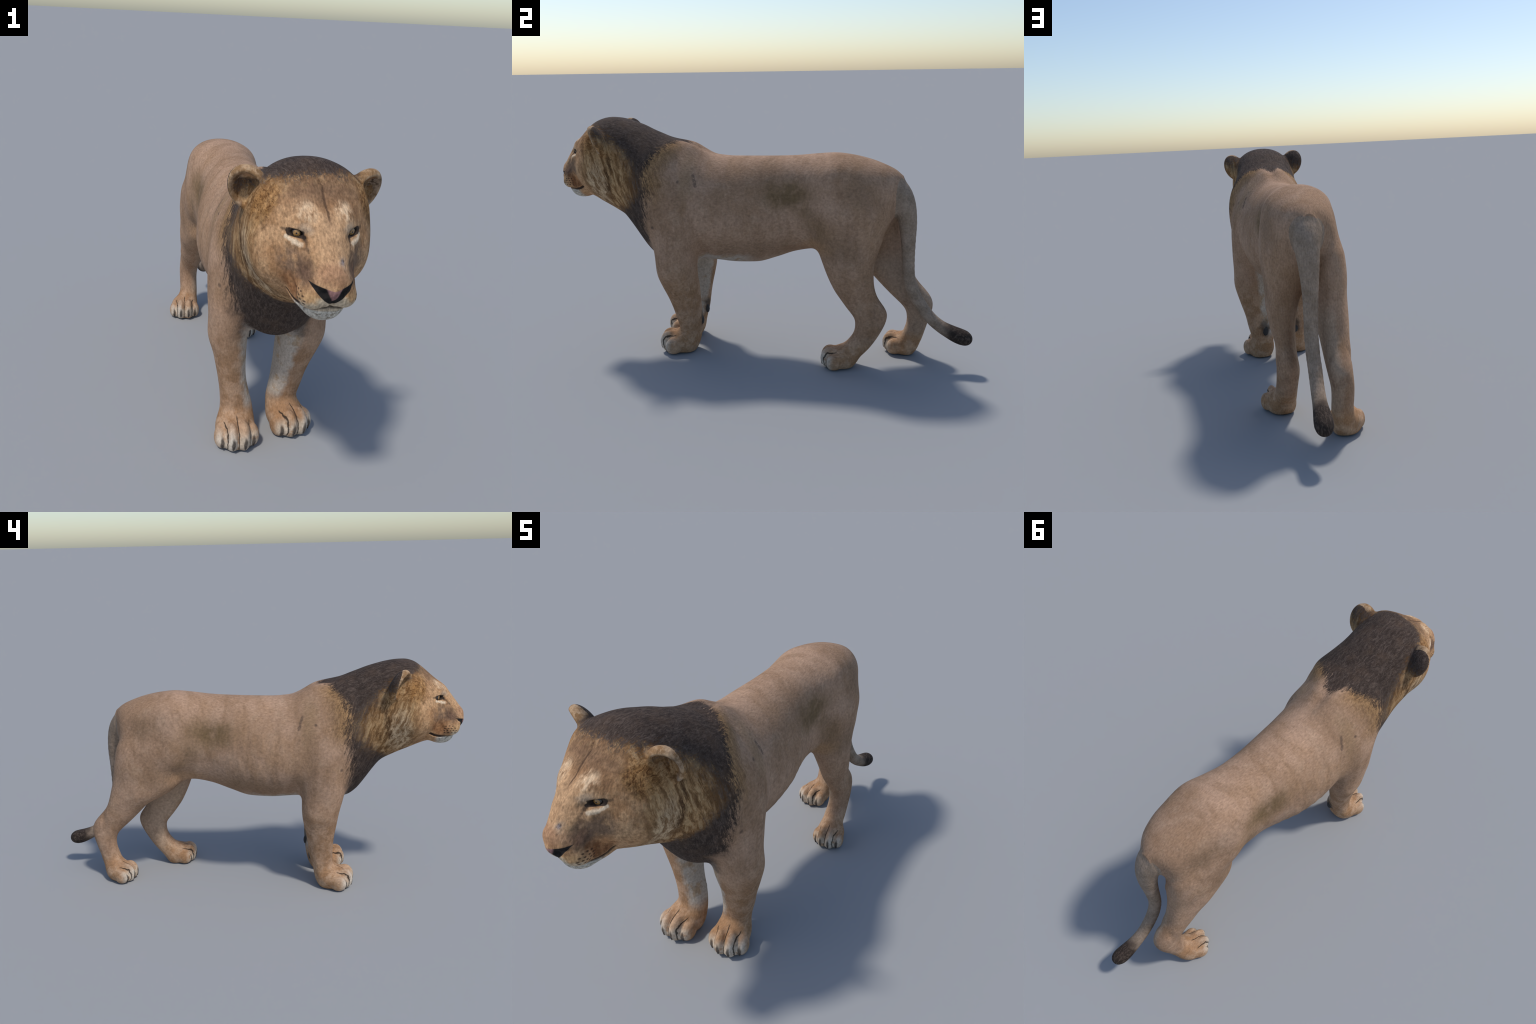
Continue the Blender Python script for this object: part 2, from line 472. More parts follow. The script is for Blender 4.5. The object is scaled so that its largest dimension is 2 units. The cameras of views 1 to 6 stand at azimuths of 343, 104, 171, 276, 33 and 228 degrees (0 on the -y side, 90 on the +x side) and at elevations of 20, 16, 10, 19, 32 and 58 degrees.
def project(V, steps=2, cap=0.004):
    e = 0.0012
    for _ in range(steps):
        f0 = field(V).astype(float)
        g = np.stack([field(V + e * np.eye(3)[i]) - field(V - e * np.eye(3)[i]) for i in range(3)], 1) / (2 * e)
        g = g.astype(float)
        st = (f0 / np.maximum((g * g).sum(1), 0.15))[:, None] * g
        ln = np.linalg.norm(st, axis=1, keepdims=True)
        V = V - st * np.minimum(1, cap / np.maximum(ln, 1e-9))
    return V


def relax(V, Fq, n=1, lam=0.5):
    """Tangential smoothing."""
    e = np.concatenate([Fq[:, [i, (i + 1) % 4]] for i in range(4)])
    for _ in range(n):
        s = np.zeros_like(V); c = np.zeros(len(V))
        for a, b in ((0, 1), (1, 0)):
            for k in range(3):
                s[:, k] += np.bincount(e[:, a], V[e[:, b], k], len(V))
            c += np.bincount(e[:, a], minlength=len(V))
        V = V + lam * (s / np.maximum(c, 1)[:, None] - V)
    return V


# ----------------------------------------------------------------------------
#  Materials
# ----------------------------------------------------------------------------
class Graph:
    """Small helper for writing node graphs as expressions."""

    def __init__(self, name):
        self.mat = bpy.data.materials.new(name)
        self.mat.use_nodes = True
        self.t = self.mat.node_tree
        self.bsdf = self.t.nodes['Principled BSDF']

    def node(self, kind, **props):
        n = self.t.nodes.new(kind)
        for k, v in props.items():
            setattr(n, k, v)
        return n

    def put(self, socket, v):
        if isinstance(v, bpy.types.NodeSocket):
            self.t.links.new(v, socket)
        elif isinstance(v, (tuple, list)) and len(v) == 3 and socket.type == 'RGBA':
            socket.default_value = (*v, 1)
        else:
            socket.default_value = v

    def math(self, op, a, b=0.0, clamp=False):
        n = self.node('ShaderNodeMath', operation=op, use_clamp=clamp)
        self.put(n.inputs[0], a); self.put(n.inputs[1], b)
        return n.outputs[0]

    def add(self, a, b): return self.math('ADD', a, b)
    def sub(self, a, b): return self.math('SUBTRACT', a, b)
    def mul(self, a, b): return self.math('MULTIPLY', a, b)
    def mx(self, a, b): return self.math('MAXIMUM', a, b)
    def inv(self, a): return self.math('SUBTRACT', 1.0, a)

    def vec(self, op, a, b=(0, 0, 0)):
        n = self.node('ShaderNodeVectorMath', operation=op)
        self.put(n.inputs[0], a); self.put(n.inputs[1], b)
        return n.outputs['Value'] if op in ('LENGTH', 'DOT_PRODUCT', 'DISTANCE') else n.outputs[0]

    def combine(self, x, y, z):
        n = self.node('ShaderNodeCombineXYZ')
        for s, v in zip(n.inputs, (x, y, z)):
            self.put(s, v)
        return n.outputs[0]

    def split(self, v):
        n = self.node('ShaderNodeSeparateXYZ'); self.put(n.inputs[0], v)
        return n.outputs[0], n.outputs[1], n.outputs[2]

    def step(self, v, lo, hi):
        """smooth 0..1 while v goes lo..hi (lo may exceed hi)."""
        n = self.node('ShaderNodeMapRange', interpolation_type='SMOOTHSTEP')
        self.put(n.inputs['Value'], v)
        if lo <= hi:
            n.inputs['From Min'].default_value = lo; n.inputs['From Max'].default_value = hi
            return n.outputs[0]
        n.inputs['From Min'].default_value = hi; n.inputs['From Max'].default_value = lo
        n.inputs['To Min'].default_value = 1; n.inputs['To Max'].default_value = 0
        return n.outputs[0]

    def noise(self, vec, scale, detail=3, rough=0.55, distort=0.0, color=False):
        n = self.node('ShaderNodeTexNoise')
        self.put(n.inputs['Vector'], vec)
        n.inputs['Scale'].default_value = scale
        n.inputs['Detail'].default_value = detail
        n.inputs['Roughness'].default_value = rough
        n.inputs['Distortion'].default_value = distort
        return n.outputs['Color'] if color else n.outputs['Fac']

    def mix(self, fac, a, b, blend='MIX'):
        n = self.node('ShaderNodeMix', data_type='RGBA', blend_type=blend)
        self.put(n.inputs[0], fac); self.put(n.inputs[6], a); self.put(n.inputs[7], b)
        return n.outputs[2]

    def curve(self, v, pts, lo, hi):
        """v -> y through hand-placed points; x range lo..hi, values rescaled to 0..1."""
        ys = [p[1] for p in pts]; y0, y1 = min(ys), max(ys)
        m = self.node('ShaderNodeMapRange'); self.put(m.inputs['Value'], v)
        m.inputs['From Min'].default_value = lo; m.inputs['From Max'].default_value = hi
        n = self.node('ShaderNodeFloatCurve'); self.put(n.inputs['Value'], m.outputs[0])
        c = n.mapping.curves[0]
        P = [((a - lo) / (hi - lo), (b - y0) / (y1 - y0)) for a, b in pts]
        while len(c.points) < len(P):
            c.points.new(0.5, 0.5)
        for p, (a, b) in zip(c.points, P):
            p.location = (a, b)
        n.mapping.update()
        o = self.node('ShaderNodeMapRange'); self.put(o.inputs['Value'], n.outputs[0])
        o.inputs['To Min'].default_value = y0; o.inputs['To Max'].default_value = y1
        return o.outputs[0]

    def spot(self, vec, c, r, soft=0.35):
        d = self.vec('LENGTH', self.vec('DIVIDE', self.vec('SUBTRACT', vec, c), r))
        return self.step(d, 1 + soft, max(0.0, 1 - soft))

    def segment(self, vec, a, b, r0, r1):
        """1 inside radius r0 of the segment a-b, 0 beyond r1."""
        ab = [b[i] - a[i] for i in range(3)]; L = sum(q * q for q in ab)
        ap = self.vec('SUBTRACT', vec, a)
        t = self.math('MULTIPLY', self.vec('DOT_PRODUCT', ap, tuple(ab)), 1 / L, clamp=True)
        s = self.node('ShaderNodeVectorMath', operation='SCALE')
        s.inputs[0].default_value = ab; self.put(s.inputs['Scale'], t)
        d = self.vec('DISTANCE', ap, s.outputs[0])
        return self.step(d, r1, r0)


def fur_material(name, paw=None, kind='body'):
    g = Graph(name)
    P = g.node('ShaderNodeTexCoord').outputs['Object']
    x, y, z = g.split(P)
    # --- grain shared by everything
    coarse = g.noise(P, 5.0, 5, 0.6)
    medium = g.noise(P, 17.0, 5, 0.62)
    fine = g.noise(g.vec('MULTIPLY', P, (1.0, 0.55, 0.8)), 150.0, 3, 0.6)
    hair = g.noise(g.vec('MULTIPLY', P, (1.0, 0.35, 0.30)), 210.0, 2, 0.5, 0.4)
    wcol = g.noise(P, 22.0, 3, 0.6, color=True)
    warp = g.vec('MULTIPLY', g.vec('SUBTRACT', wcol, (0.5, 0.5, 0.5)), (0.05, 0.05, 0.05))
    Pw = g.vec('ADD', P, warp)
    xw, yw, zw = g.split(Pw)
    ax = g.math('ABSOLUTE', g.add(x, 0.004))
    B = g.combine(ax, y, z)                       # body space, mirrored
    Bw = g.vec('ADD', B, warp)
    vr = g.node('ShaderNodeVectorRotate', rotation_type='Z_AXIS')
    g.put(vr.inputs['Vector'], P)
    vr.inputs['Center'].default_value = (0, HEAD_PIVOT, 0)
    vr.inputs['Angle'].default_value = HEAD_TURN
    hx, hy, hz = g.split(vr.outputs[0])
    hx = g.add(hx, 0.0045)
    ahx = g.math('ABSOLUTE', hx)
    H = g.combine(ahx, hy, hz)                    # head space, mirrored
    Hs = g.combine(hx, hy, hz)                    # head space, one sided
    hw = g.vec('MULTIPLY', g.vec('SUBTRACT', g.noise(P, 60.0, 3, 0.6, color=True), (0.5, 0.5, 0.5)),
               (0.022, 0.022, 0.022))
    Hw = g.vec('ADD', H, hw)
    Hww = g.vec('ADD', H, warp)

    # --- body coat
    col = g.mix(g.step(coarse, 0.35, 0.65), (0.330, 0.202, 0.124), (0.425, 0.272, 0.181))
    col = g.mix(g.mul(g.step(medium, 0.50, 0.72), 0.45), col, (0.440, 0.298, 0.200))
    brown = g.noise(g.vec('MULTIPLY', P, (1.0, 1.7, 0.6)), 9.0, 5, 0.65)
    col = g.mix(g.mul(g.step(brown, 0.45, 0.70), 0.62), col, (0.250, 0.149, 0.086))
    honey = g.noise(g.vec('MULTIPLY', P, (1.0, 1.2, 0.8)), 3.3, 4, 0.6)
    col = g.mix(g.mul(g.step(honey, 0.48, 0.68), 0.45), col, (0.350, 0.208, 0.114))
    # faint rib stripes
    ribs = g.noise(g.vec('MULTIPLY', g.vec('ADD', Bw, (0, 0, 0)), (0.3, 2.4, 0.35)), 9.0, 2, 0.5)
    ribm = g.mul(g.spot(B, (0.18, -0.06, 0.68), (0.14, 0.20, 0.20), 0.5), g.step(ribs, 0.5, 0.7))
    col = g.mix(g.mul(ribm, 0.35), col, (0.255, 0.160, 0.100))
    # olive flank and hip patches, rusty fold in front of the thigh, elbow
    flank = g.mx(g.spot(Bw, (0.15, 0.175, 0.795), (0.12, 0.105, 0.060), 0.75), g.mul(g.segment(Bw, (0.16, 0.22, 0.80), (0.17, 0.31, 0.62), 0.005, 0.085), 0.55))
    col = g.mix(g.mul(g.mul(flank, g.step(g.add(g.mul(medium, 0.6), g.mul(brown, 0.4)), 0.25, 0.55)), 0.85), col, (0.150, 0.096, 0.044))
    hip = g.spot(Bw, (0.15, 0.50, 0.820), (0.09, 0.055, 0.060), 0.75)
    col = g.mix(g.mul(hip, 0.48), col, (0.195, 0.122, 0.070))
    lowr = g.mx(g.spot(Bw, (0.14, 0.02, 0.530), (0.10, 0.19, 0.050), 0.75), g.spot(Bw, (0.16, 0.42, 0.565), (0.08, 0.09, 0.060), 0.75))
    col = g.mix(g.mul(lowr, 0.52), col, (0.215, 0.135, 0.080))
    fold = g.spot(Bw, (0.12, 0.300, 0.560), (0.06, 0.07, 0.035), 0.6)
    col = g.mix(g.mul(fold, 0.45), col, (0.400, 0.225, 0.105))
    blade = g.spot(Bw, (0.15, -0.285, 0.880), (0.08, 0.035, 0.120), 0.6)
    col = g.mix(g.mul(blade, 0.35), col, (0.250, 0.165, 0.085))
    elbow = g.segment(Bw, (0.19, -0.235, 0.545), (0.19, -0.215, 0.530), 0.004, 0.016)
    col = g.mix(g.mul(elbow, 0.5), col, (0.260, 0.130, 0.075))
    # pale belly line
    belly = g.mul(g.step(zw, 0.475, 0.445), g.mul(g.step(y, -0.30, -0.20), g.step(y, 0.28, 0.18)))
    col = g.mix(g.mul(belly, 0.6), col, (0.450, 0.330, 0.245))

    # --- legs: warmer towards the paws, pale on the inner faces
    legz = g.step(zw, 0.52, 0.30)
    fore = g.step(y, 0.05, -0.10)
    warm = g.mix(g.step(medium, 0.40, 0.62), (0.285, 0.160, 0.082), (0.410, 0.258, 0.160))
    col = g.mix(g.mul(g.mul(legz, fore), 0.75), col, warm)
    col = g.mix(g.mul(g.mul(legz, g.inv(fore)), 0.25), col, warm)
    inner_edge = g.curve(z, [(0.0, 0.070), (0.10, 0.070), (0.20, 0.085), (0.35, 0.098), (0.50, 0.105), (0.6, 0.105)], 0.0, 0.6)
    innf = g.mul(g.step(g.sub(g.math('ABSOLUTE', xw), inner_edge), 0.016, -0.012),
                 g.mul(g.mul(g.step(z, 0.09, 0.16), g.step(z, 0.56, 0.48)), fore))
    pale = g.mix(g.step(medium, 0.50, 0.66), (0.490, 0.425, 0.355), (0.370, 0.262, 0.165))
    col = g.mix(g.mul(innf, 0.85), col, pale)
    innh = g.mul(g.step(g.math('ABSOLUTE', xw), 0.085, 0.060),
                 g.mul(g.mul(g.step(z, 0.06, 0.12), g.step(z, 0.55, 0.45)), g.inv(fore)))
    col = g.mix(g.mul(innh, 0.50), col, (0.430, 0.325, 0.235))
    hock = g.noise(g.vec('MULTIPLY', P, (1, 1, 0.5)), 26.0, 4, 0.6)
    col = g.mix(g.mul(g.mul(g.step(z, 0.36, 0.26), g.inv(fore)), g.mul(g.step(hock, 0.5, 0.68), 0.5)),
                col, (0.235, 0.145, 0.095))
    foot = g.step(zw, 0.150, 0.085)
    col = g.mix(g.mul(foot, 0.8), col, g.mix(g.step(medium, 0.4, 0.62), (0.345, 0.190, 0.095), (0.470, 0.305, 0.190)))

    # --- shoulder scars
    yz = g.vec('MULTIPLY', g.vec('ADD', P, g.vec('MULTIPLY', warp, (0.3, 0.3, 0.3))), (0.0, 1.0, 1.0))
    s1 = g.segment(yz, (0, -0.254, 0.880), (0, -0.240, 0.828), 0.003, 0.009)
    s1 = g.mul(g.mul(s1, g.step(g.noise(P, 120.0, 3, 0.7), 0.36, 0.52)), g.step(ax, 0.05, 0.09))
    for c, r in (((0.165, -0.318, 0.850), 0.006), ((0.19, -0.395, 0.832), 0.006), ((0.215, -0.440, 0.640), 0.007)):
        s1 = g.mx(s1, g.spot(g.combine(0.0, g.split(B)[1], z), (0, c[1], c[2]), (1, r, r), 0.6))
    col = g.mix(g.mul(s1, 0.62), col, (0.075, 0.052, 0.044))
    # dark fur round the wrist pads
    halo_w = g.mx(g.spot(Pw, (-0.088, -0.292, 0.168), (0.026, 0.026, 0.046), 0.5), g.spot(Pw, (0.080, -0.268, 0.172), (0.026, 0.026, 0.046), 0.5))
    col = g.mix(g.mul(halo_w, 0.80), col, (0.060, 0.042, 0.032))

    # --- mane
    hr = g.node('ShaderNodeVectorRotate', rotation_type='X_AXIS')
    g.put(hr.inputs['Vector'], g.vec('ADD', P, g.vec('MULTIPLY', warp, (0.35, 0.35, 0.35))))
    hr.inputs['Angle'].default_value = math.radians(-16)
    side_dir = g.vec('MULTIPLY', hr.outputs[0], (1.0, 1.0, 0.12))
    top_dir = g.vec('MULTIPLY', g.vec('ADD', P, g.vec('MULTIPLY', warp, (0.6, 0.6, 0.6))), (1.0, 0.16, 0.6))
    strand_a = g.add(g.mul(g.noise(side_dir, 105.0, 3, 0.6, 0.15), 0.5), g.mul(g.noise(side_dir, 330.0, 2, 0.6), 0.5))
    strand_b = g.add(g.mul(g.noise(top_dir, 110.0, 3, 0.6, 0.3), 0.45), g.mul(g.noise(top_dir, 340.0, 2, 0.6, 0.3), 0.55))
    topness = g.step(z, 0.92, 1.02)
    strand = g.add(g.mul(strand_a, g.inv(topness)), g.mul(strand_b, topness))
    jag = g.mul(g.mul(g.sub(strand, 0.5), 0.22), g.step(z, 0.50, 0.66))
    zr = g.add(zw, g.mul(g.sub(strand_b, 0.5), 0.07))
    y_back = g.curve(z, [(0.42, -0.440), (0.50, -0.455), (0.58, -0.467), (0.65, -0.478), (0.70, -0.470), (0.785, -0.458),
                         (0.84, -0.458), (0.88, -0.468), (0.91, -0.459), (0.95, -0.436), (0.993, -0.402), (1.03, -0.350), (1.15, -0.30)], 0.42, 1.15)
    y_front = g.curve(zr, [(0.42, -0.72), (0.60, -0.72), (0.655, -0.680), (0.70, -0.620), (0.73, -0.568), (0.766, -0.537), (0.80, -0.510),
                           (0.865, -0.517), (0.89, -0.530), (0.936, -0.560), (0.988, -0.596), (1.02, -0.640), (1.05, -0.690), (1.075, -0.735),
                           (1.095, -0.800), (1.12, -0.86), (1.15, -0.88)], 0.42, 1.15)
    notch = g.mul(g.step(g.math('ABSOLUTE', x), 0.05, 0.005), 0.075)      # dark point between the blades
    yj = g.add(yw, jag)
    behind = g.sub(yj, g.add(y_back, notch))
    before = g.sub(yj, y_front)
    front_of_back = g.mul(g.step(behind, 0.026, -0.030), g.step(z, 0.415, 0.435))
    chest_side = g.mx(g.step(zw, 0.49, 0.57), g.step(ax, 0.150, 0.105))
    front_of_back = g.mul(front_of_back, chest_side)
    fringe = g.mul(g.step(behind, 0.135, 0.01), g.mul(g.step(z, 0.70, 0.84), g.step(g.math('ABSOLUTE', x), 0.03, 0.09)))
    gold = g.mix(g.step(strand, 0.38, 0.62), (0.170, 0.088, 0.036), (0.380, 0.220, 0.096))
    col = g.mix(g.mul(fringe, g.mul(g.step(strand, 0.20, 0.52), 0.88)), col, gold)
    # golden neck sides and cheeks
    neck = g.mix(g.step(strand, 0.36, 0.64), (0.180, 0.088, 0.032), (0.460, 0.275, 0.130))
    lock = g.noise(side_dir, 48.0, 3, 0.6, 0.25)
    neck = g.mix(g.mul(g.step(lock, 0.52, 0.40), 0.75), neck, (0.120, 0.058, 0.022))
    neck = g.mix(g.mul(g.step(lock, 0.52, 0.64), 0.65), neck, (0.500, 0.330, 0.170))
    ruff = g.spot(Hww, (0.17, -0.715, 0.800), (0.12, 0.050, 0.110), 0.5)
    neck = g.mix(g.mul(ruff, 0.75), neck, g.mix(g.step(g.add(g.mul(strand, 0.5), g.mul(lock, 0.5)), 0.40, 0.58), (0.230, 0.130, 0.060), (0.620, 0.460, 0.295)))
    stripe = g.segment(Hww, (0.18, -0.635, 0.960), (0.17, -0.668, 0.790), 0.006, 0.026)
    neck = g.mix(g.mul(stripe, g.step(strand, 0.65, 0.42)), neck, (0.085, 0.042, 0.018))
    # face coat replaces it ahead of the cheeks
    face = g.mix(g.step(medium, 0.35, 0.65), (0.370, 0.200, 0.095), (0.530, 0.318, 0.168))
    face = g.mix(g.mul(g.step(g.noise(P, 42.0, 4, 0.7), 0.48, 0.68), 0.45), face, (0.195, 0.102, 0.050))
    streak = g.noise(g.vec('MULTIPLY', Hs, (1.0, 0.35, 0.35)), 55.0, 4, 0.65, 0.3)
    brs = g.spot(Hww, (0.05, -0.850, 1.040), (0.13, 0.080, 0.080), 0.6)
    face = g.mix(g.mul(g.mul(brs, g.step(streak, 0.48, 0.66)), 0.60), face, (0.185, 0.100, 0.052))
    crown = g.spot(Hww, (0.03, -0.820, 1.072), (0.12, 0.055, 0.050), 0.75)
    face = g.mix(g.mul(crown, 0.75), face, (0.140, 0.082, 0.050))
    bridge = g.spot(Hw, (0.0, -0.925, 0.950), (0.042, 0.060, 0.080), 0.5)
    face = g.mix(g.mul(bridge, 0.55), face, (0.470, 0.292, 0.165))
    temple = g.spot(Hww, (0.150, -0.775, 1.010), (0.055, 0.045, 0.052), 0.5)
    face = g.mix(temple, face, g.mix(g.step(strand, 0.38, 0.62), (0.105, 0.040, 0.012), (0.400, 0.205, 0.072)))
    templed = g.mul(g.spot(Hww, (0.155, -0.785, 0.980), (0.045, 0.036, 0.034), 0.7), g.step(g.noise(P, 48.0, 3, 0.6), 0.40, 0.58))
    face = g.mix(g.mul(templed, 0.85), face, (0.060, 0.024, 0.010))
    brow = g.spot(Hw, (0.052, -0.880, 1.018), (0.024, 0.035, 0.026), 0.6)
    face = g.mix(g.mul(g.mul(brow, g.step(streak, 0.66, 0.40)), 0.85), face, (0.680, 0.490, 0.315))
    browd = g.segment(Hw, (0.078, -0.862, 1.020), (0.078, -0.875, 1.000), 0.001, 0.010)
    face = g.mix(g.mul(browd, 0.6), face, (0.230, 0.120, 0.055))
    under = g.spot(Hw, (0.085, -0.890, 0.890), (0.050, 0.050, 0.040), 0.5)
    face = g.mix(g.mul(g.mul(under, g.step(g.noise(P, 36.0, 4, 0.65), 0.30, 0.56)), 0.85), face, (0.190, 0.118, 0.076))
    sidedark = g.mx(g.spot(Hw, (0.060, -0.938, 0.872), (0.024, 0.038, 0.030), 0.7), g.mul(g.segment(Hw, (0.054, -0.918, 0.930), (0.050, -0.950, 0.880), 0.002, 0.016), 0.8))
    face = g.mix(g.mul(sidedark, 0.88), face, (0.110, 0.064, 0.044))
    rust = g.mx(g.spot(Hw, (0.078, -0.890, 0.822), (0.045, 0.042, 0.034), 0.6), g.segment(Hw, (0.068, -0.925, 0.845), (0.072, -0.905, 0.800), 0.004, 0.018))
    face = g.mix(g.mul(rust, 0.80), face, g.mix(g.step(medium, 0.42, 0.6), (0.165, 0.060, 0.022), (0.390, 0.185, 0.078)))
    nosetip = g.spot(Hw, (0.0, -0.975, 0.880), (0.040, 0.030, 0.032), 0.5)
    face = g.mix(g.mul(nosetip, 0.7), face, (0.345, 0.185, 0.110))
    # dark crease down the forehead
    cx = g.add(g.add(hx, g.mul(g.sub(g.noise(P, 30.0, 2, 0.5), 0.5), 0.012)), g.mul(g.add(hz, -1.05), 0.10))
    furrow = g.mul(g.step(g.math('ABSOLUTE', cx), 0.0055, 0.0012), g.mul(g.step(hz, 0.985, 1.010), g.step(hz, 1.105, 1.085)))
    smear = g.mul(g.step(g.math('ABSOLUTE', g.add(cx, 0.004)), 0.022, 0.003), g.mul(g.step(hz, 0.97, 1.03), g.step(hz, 1.11, 1.08)))
    face = g.mix(g.mul(smear, 0.45), face, (0.170, 0.098, 0.055))
    face = g.mix(g.mul(furrow, 0.80), face, (0.075, 0.042, 0.026))
    scar = g.spot(g.vec('ADD', Hs, g.vec('MULTIPLY', hw, (0.6, 0.6, 0.6))), (0.022, -0.962, 0.906), (0.0085, 0.012, 0.014), 0.35)
    halo = g.spot(g.vec('ADD', Hs, hw), (0.022, -0.962, 0.906), (0.014, 0.020, 0.021), 0.4)
    face = g.mix(g.mul(halo, 0.45), face, (0.560, 0.400, 0.270))
    face = g.mix(scar, face, g.mix(g.step(fine, 0.45, 0.6), (0.090, 0.075, 0.078), (0.240, 0.200, 0.195)))
    # whisker pads, white lips and chin
    pad = g.spot(Hw, (0.042, -0.955, 0.812), (0.036, 0.040, 0.026), 0.3)
    face = g.mix(pad, face, (0.430, 0.262, 0.130))
    lip = g.mul(g.step(g.split(Hw)[2], 0.813, 0.796), g.step(g.split(Hw)[1], -0.935, -0.960))
    lipw = g.mx(lip, g.spot(Hw, (0.022, -0.985, 0.806), (0.022, 0.022, 0.020), 0.4))
    face = g.mix(g.mul(lipw, 0.80), face, (0.560, 0.460, 0.330))
    dots = 0.0
    for row, (zz, ya, yb, cnt) in enumerate(((0.829, -0.948, -0.918, 3), (0.818, -0.960, -0.914, 4),
                                             (0.808, -0.966, -0.912, 5), (0.798, -0.962, -0.914, 4))):
        for i in range(cnt):
            q = ya + (yb - ya) * i / (cnt - 1)
            m = g.spot(g.combine(0.0, hy, hz), (0, q, zz + 0.0015 * ((i + row) % 2)), (1, 0.0042, 0.0026), 0.5)
            dots = m if dots == 0.0 else g.mx(dots, m)
    face = g.mix(g.mul(g.mul(dots, g.step(ahx, 0.022, 0.030)), 0.85), face, (0.045, 0.025, 0.018))
    chin = g.mul(g.step(hz, 0.779, 0.772), g.step(hy, -0.865, -0.895))
    face = g.mix(chin, face, g.mix(g.step(g.noise(P, 95.0, 3, 0.6), 0.50, 0.66), (0.540, 0.490, 0.410), (0.270, 0.225, 0.170)))
    mouth = None
    for a, b in zip(MOUTH[:-1], MOUTH[1:]):
        m = g.segment(H, a, b, 0.0032, 0.0078)
        mouth = m if mouth is None else g.mx(mouth, m)
    face = g.mix(g.mul(mouth, 0.93), face, (0.022, 0.016, 0.015))
    phil = g.segment(H, (0, -0.985, 0.806), (0, -0.972, 0.785), 0.002, 0.006)
    face = g.mix(g.mul(phil, 0.9), face, (0.022, 0.016, 0.015))
    # nose leather: a black V with a pink middle
    top = g.add(g.mul(ahx, 0.28), 0.8465)
    bot = g.add(g.add(g.mul(ahx, 0.45), g.mul(g.mul(ahx, ahx), 9.4)), 0.8020)
    leather = g.mul(g.mul(g.step(g.sub(top, hz), -0.0015, 0.0015), g.step(g.sub(hz, bot), -0.0015, 0.0015)),
                    g.step(hy, -0.945, -0.955))
    pink = g.mul(g.step(g.sub(ahx, g.mul(g.sub(hz, 0.812), 0.52)), 0.003, -0.003), g.step(hz, 0.811, 0.818))
    face = g.mix(leather, face, g.mix(pink, (0.020, 0.017, 0.016), (0.300, 0.160, 0.145)))
    # eyes: pale crescent below, black rim and tear line
    Hq = g.vec('ADD', H, g.vec('MULTIPLY', hw, (0.45, 0.45, 0.45)))
    cres = g.mx(g.segment(Hq, (0.100, -0.866, 0.9505), (0.086, -0.886, 0.9420), 0.0025, 0.0080),
                g.segment(Hq, (0.086, -0.886, 0.9420), (0.066, -0.904, 0.9360), 0.0035, 0.0105))
    face = g.mix(g.mul(cres, 0.90), face, (0.640, 0.500, 0.350))
    upl = g.spot(Hw, (0.060, -0.902, 0.978), (0.022, 0.022, 0.012), 0.6)
    face = g.mix(g.mul(upl, 0.55), face, (0.430, 0.335, 0.245))
    rim = g.mx(g.segment(H, (0.086, -0.8735, 0.9630), (0.074, -0.8845, 0.9610), 0.0080, 0.0112),
               g.mx(g.segment(H, (0.086, -0.8735, 0.9635), (0.0985, -0.8625, 0.9655), 0.0028, 0.0068),
                    g.segment(H, (0.074, -0.8845, 0.9600), (0.059, -0.8990, 0.9550), 0.0040, 0.0080)))
    rim = g.mx(rim, g.segment(H, (0.088, -0.865, 0.9625), (0.064, -0.886, 0.9605), 0.0115, 0.0140))
    rim = g.mx(rim, g.mul(g.segment(H, (0.0985, -0.8620, 0.9690), (0.0630, -0.8960, 0.9680), 0.0018, 0.0060), 0.9))
    tear = g.segment(Hq, (0.060, -0.900, 0.954), (0.051, -0.925, 0.928), 0.002, 0.010)
    corner = g.segment(Hq, (0.098, -0.863, 0.966), (0.110, -0.850, 0.968), 0.001, 0.007)
    lids = g.mx(g.mul(rim, 0.95), g.mx(g.mul(tear, 0.8), g.mul(corner, 0.6)))
    face = g.mix(lids, face, (0.024, 0.018, 0.016))

    toface = g.step(g.add(g.split(Hww)[1], g.mul(g.sub(strand, 0.5), 0.10)), -0.755, -0.825)
    headc = g.mix(toface, neck, face)
    headc = g.mix(g.mul(g.mul(temple, g.inv(toface)), 0.8), headc, g.mix(g.step(strand, 0.38, 0.62), (0.105, 0.040, 0.012), (0.400, 0.205, 0.072)))
    dark = g.mix(g.step(strand, 0.40, 0.70), (0.042, 0.029, 0.023), (0.118, 0.086, 0.069))
    dark = g.mix(g.mul(g.step(medium, 0.45, 0.7), 0.45), dark, (0.095, 0.060, 0.040))
    mane = g.mix(g.step(before, -0.065, 0.040), headc, dark)
    col = g.mix(front_of_back, col, mane)

    rough = 0.9
    if kind == 'tail':
        tcol = g.mix(g.step(medium, 0.35, 0.65), (0.262, 0.190, 0.134), (0.340, 0.252, 0.186))
        root = g.step(g.add(g.add(z, g.mul(g.sub(y, 0.62), -1.0)), g.mul(g.sub(medium, 0.5), 0.06)), 0.900, 0.790)
        col = g.mix(root, col, tcol)
        tip = g.step(g.add(yw, g.mul(g.sub(hair, 0.5), 0.05)), 0.855, 0.915)
        col = g.mix(tip, col, g.mix(g.step(hair, 0.40, 0.70), (0.036, 0.026, 0.021), (0.080, 0.058, 0.045)))
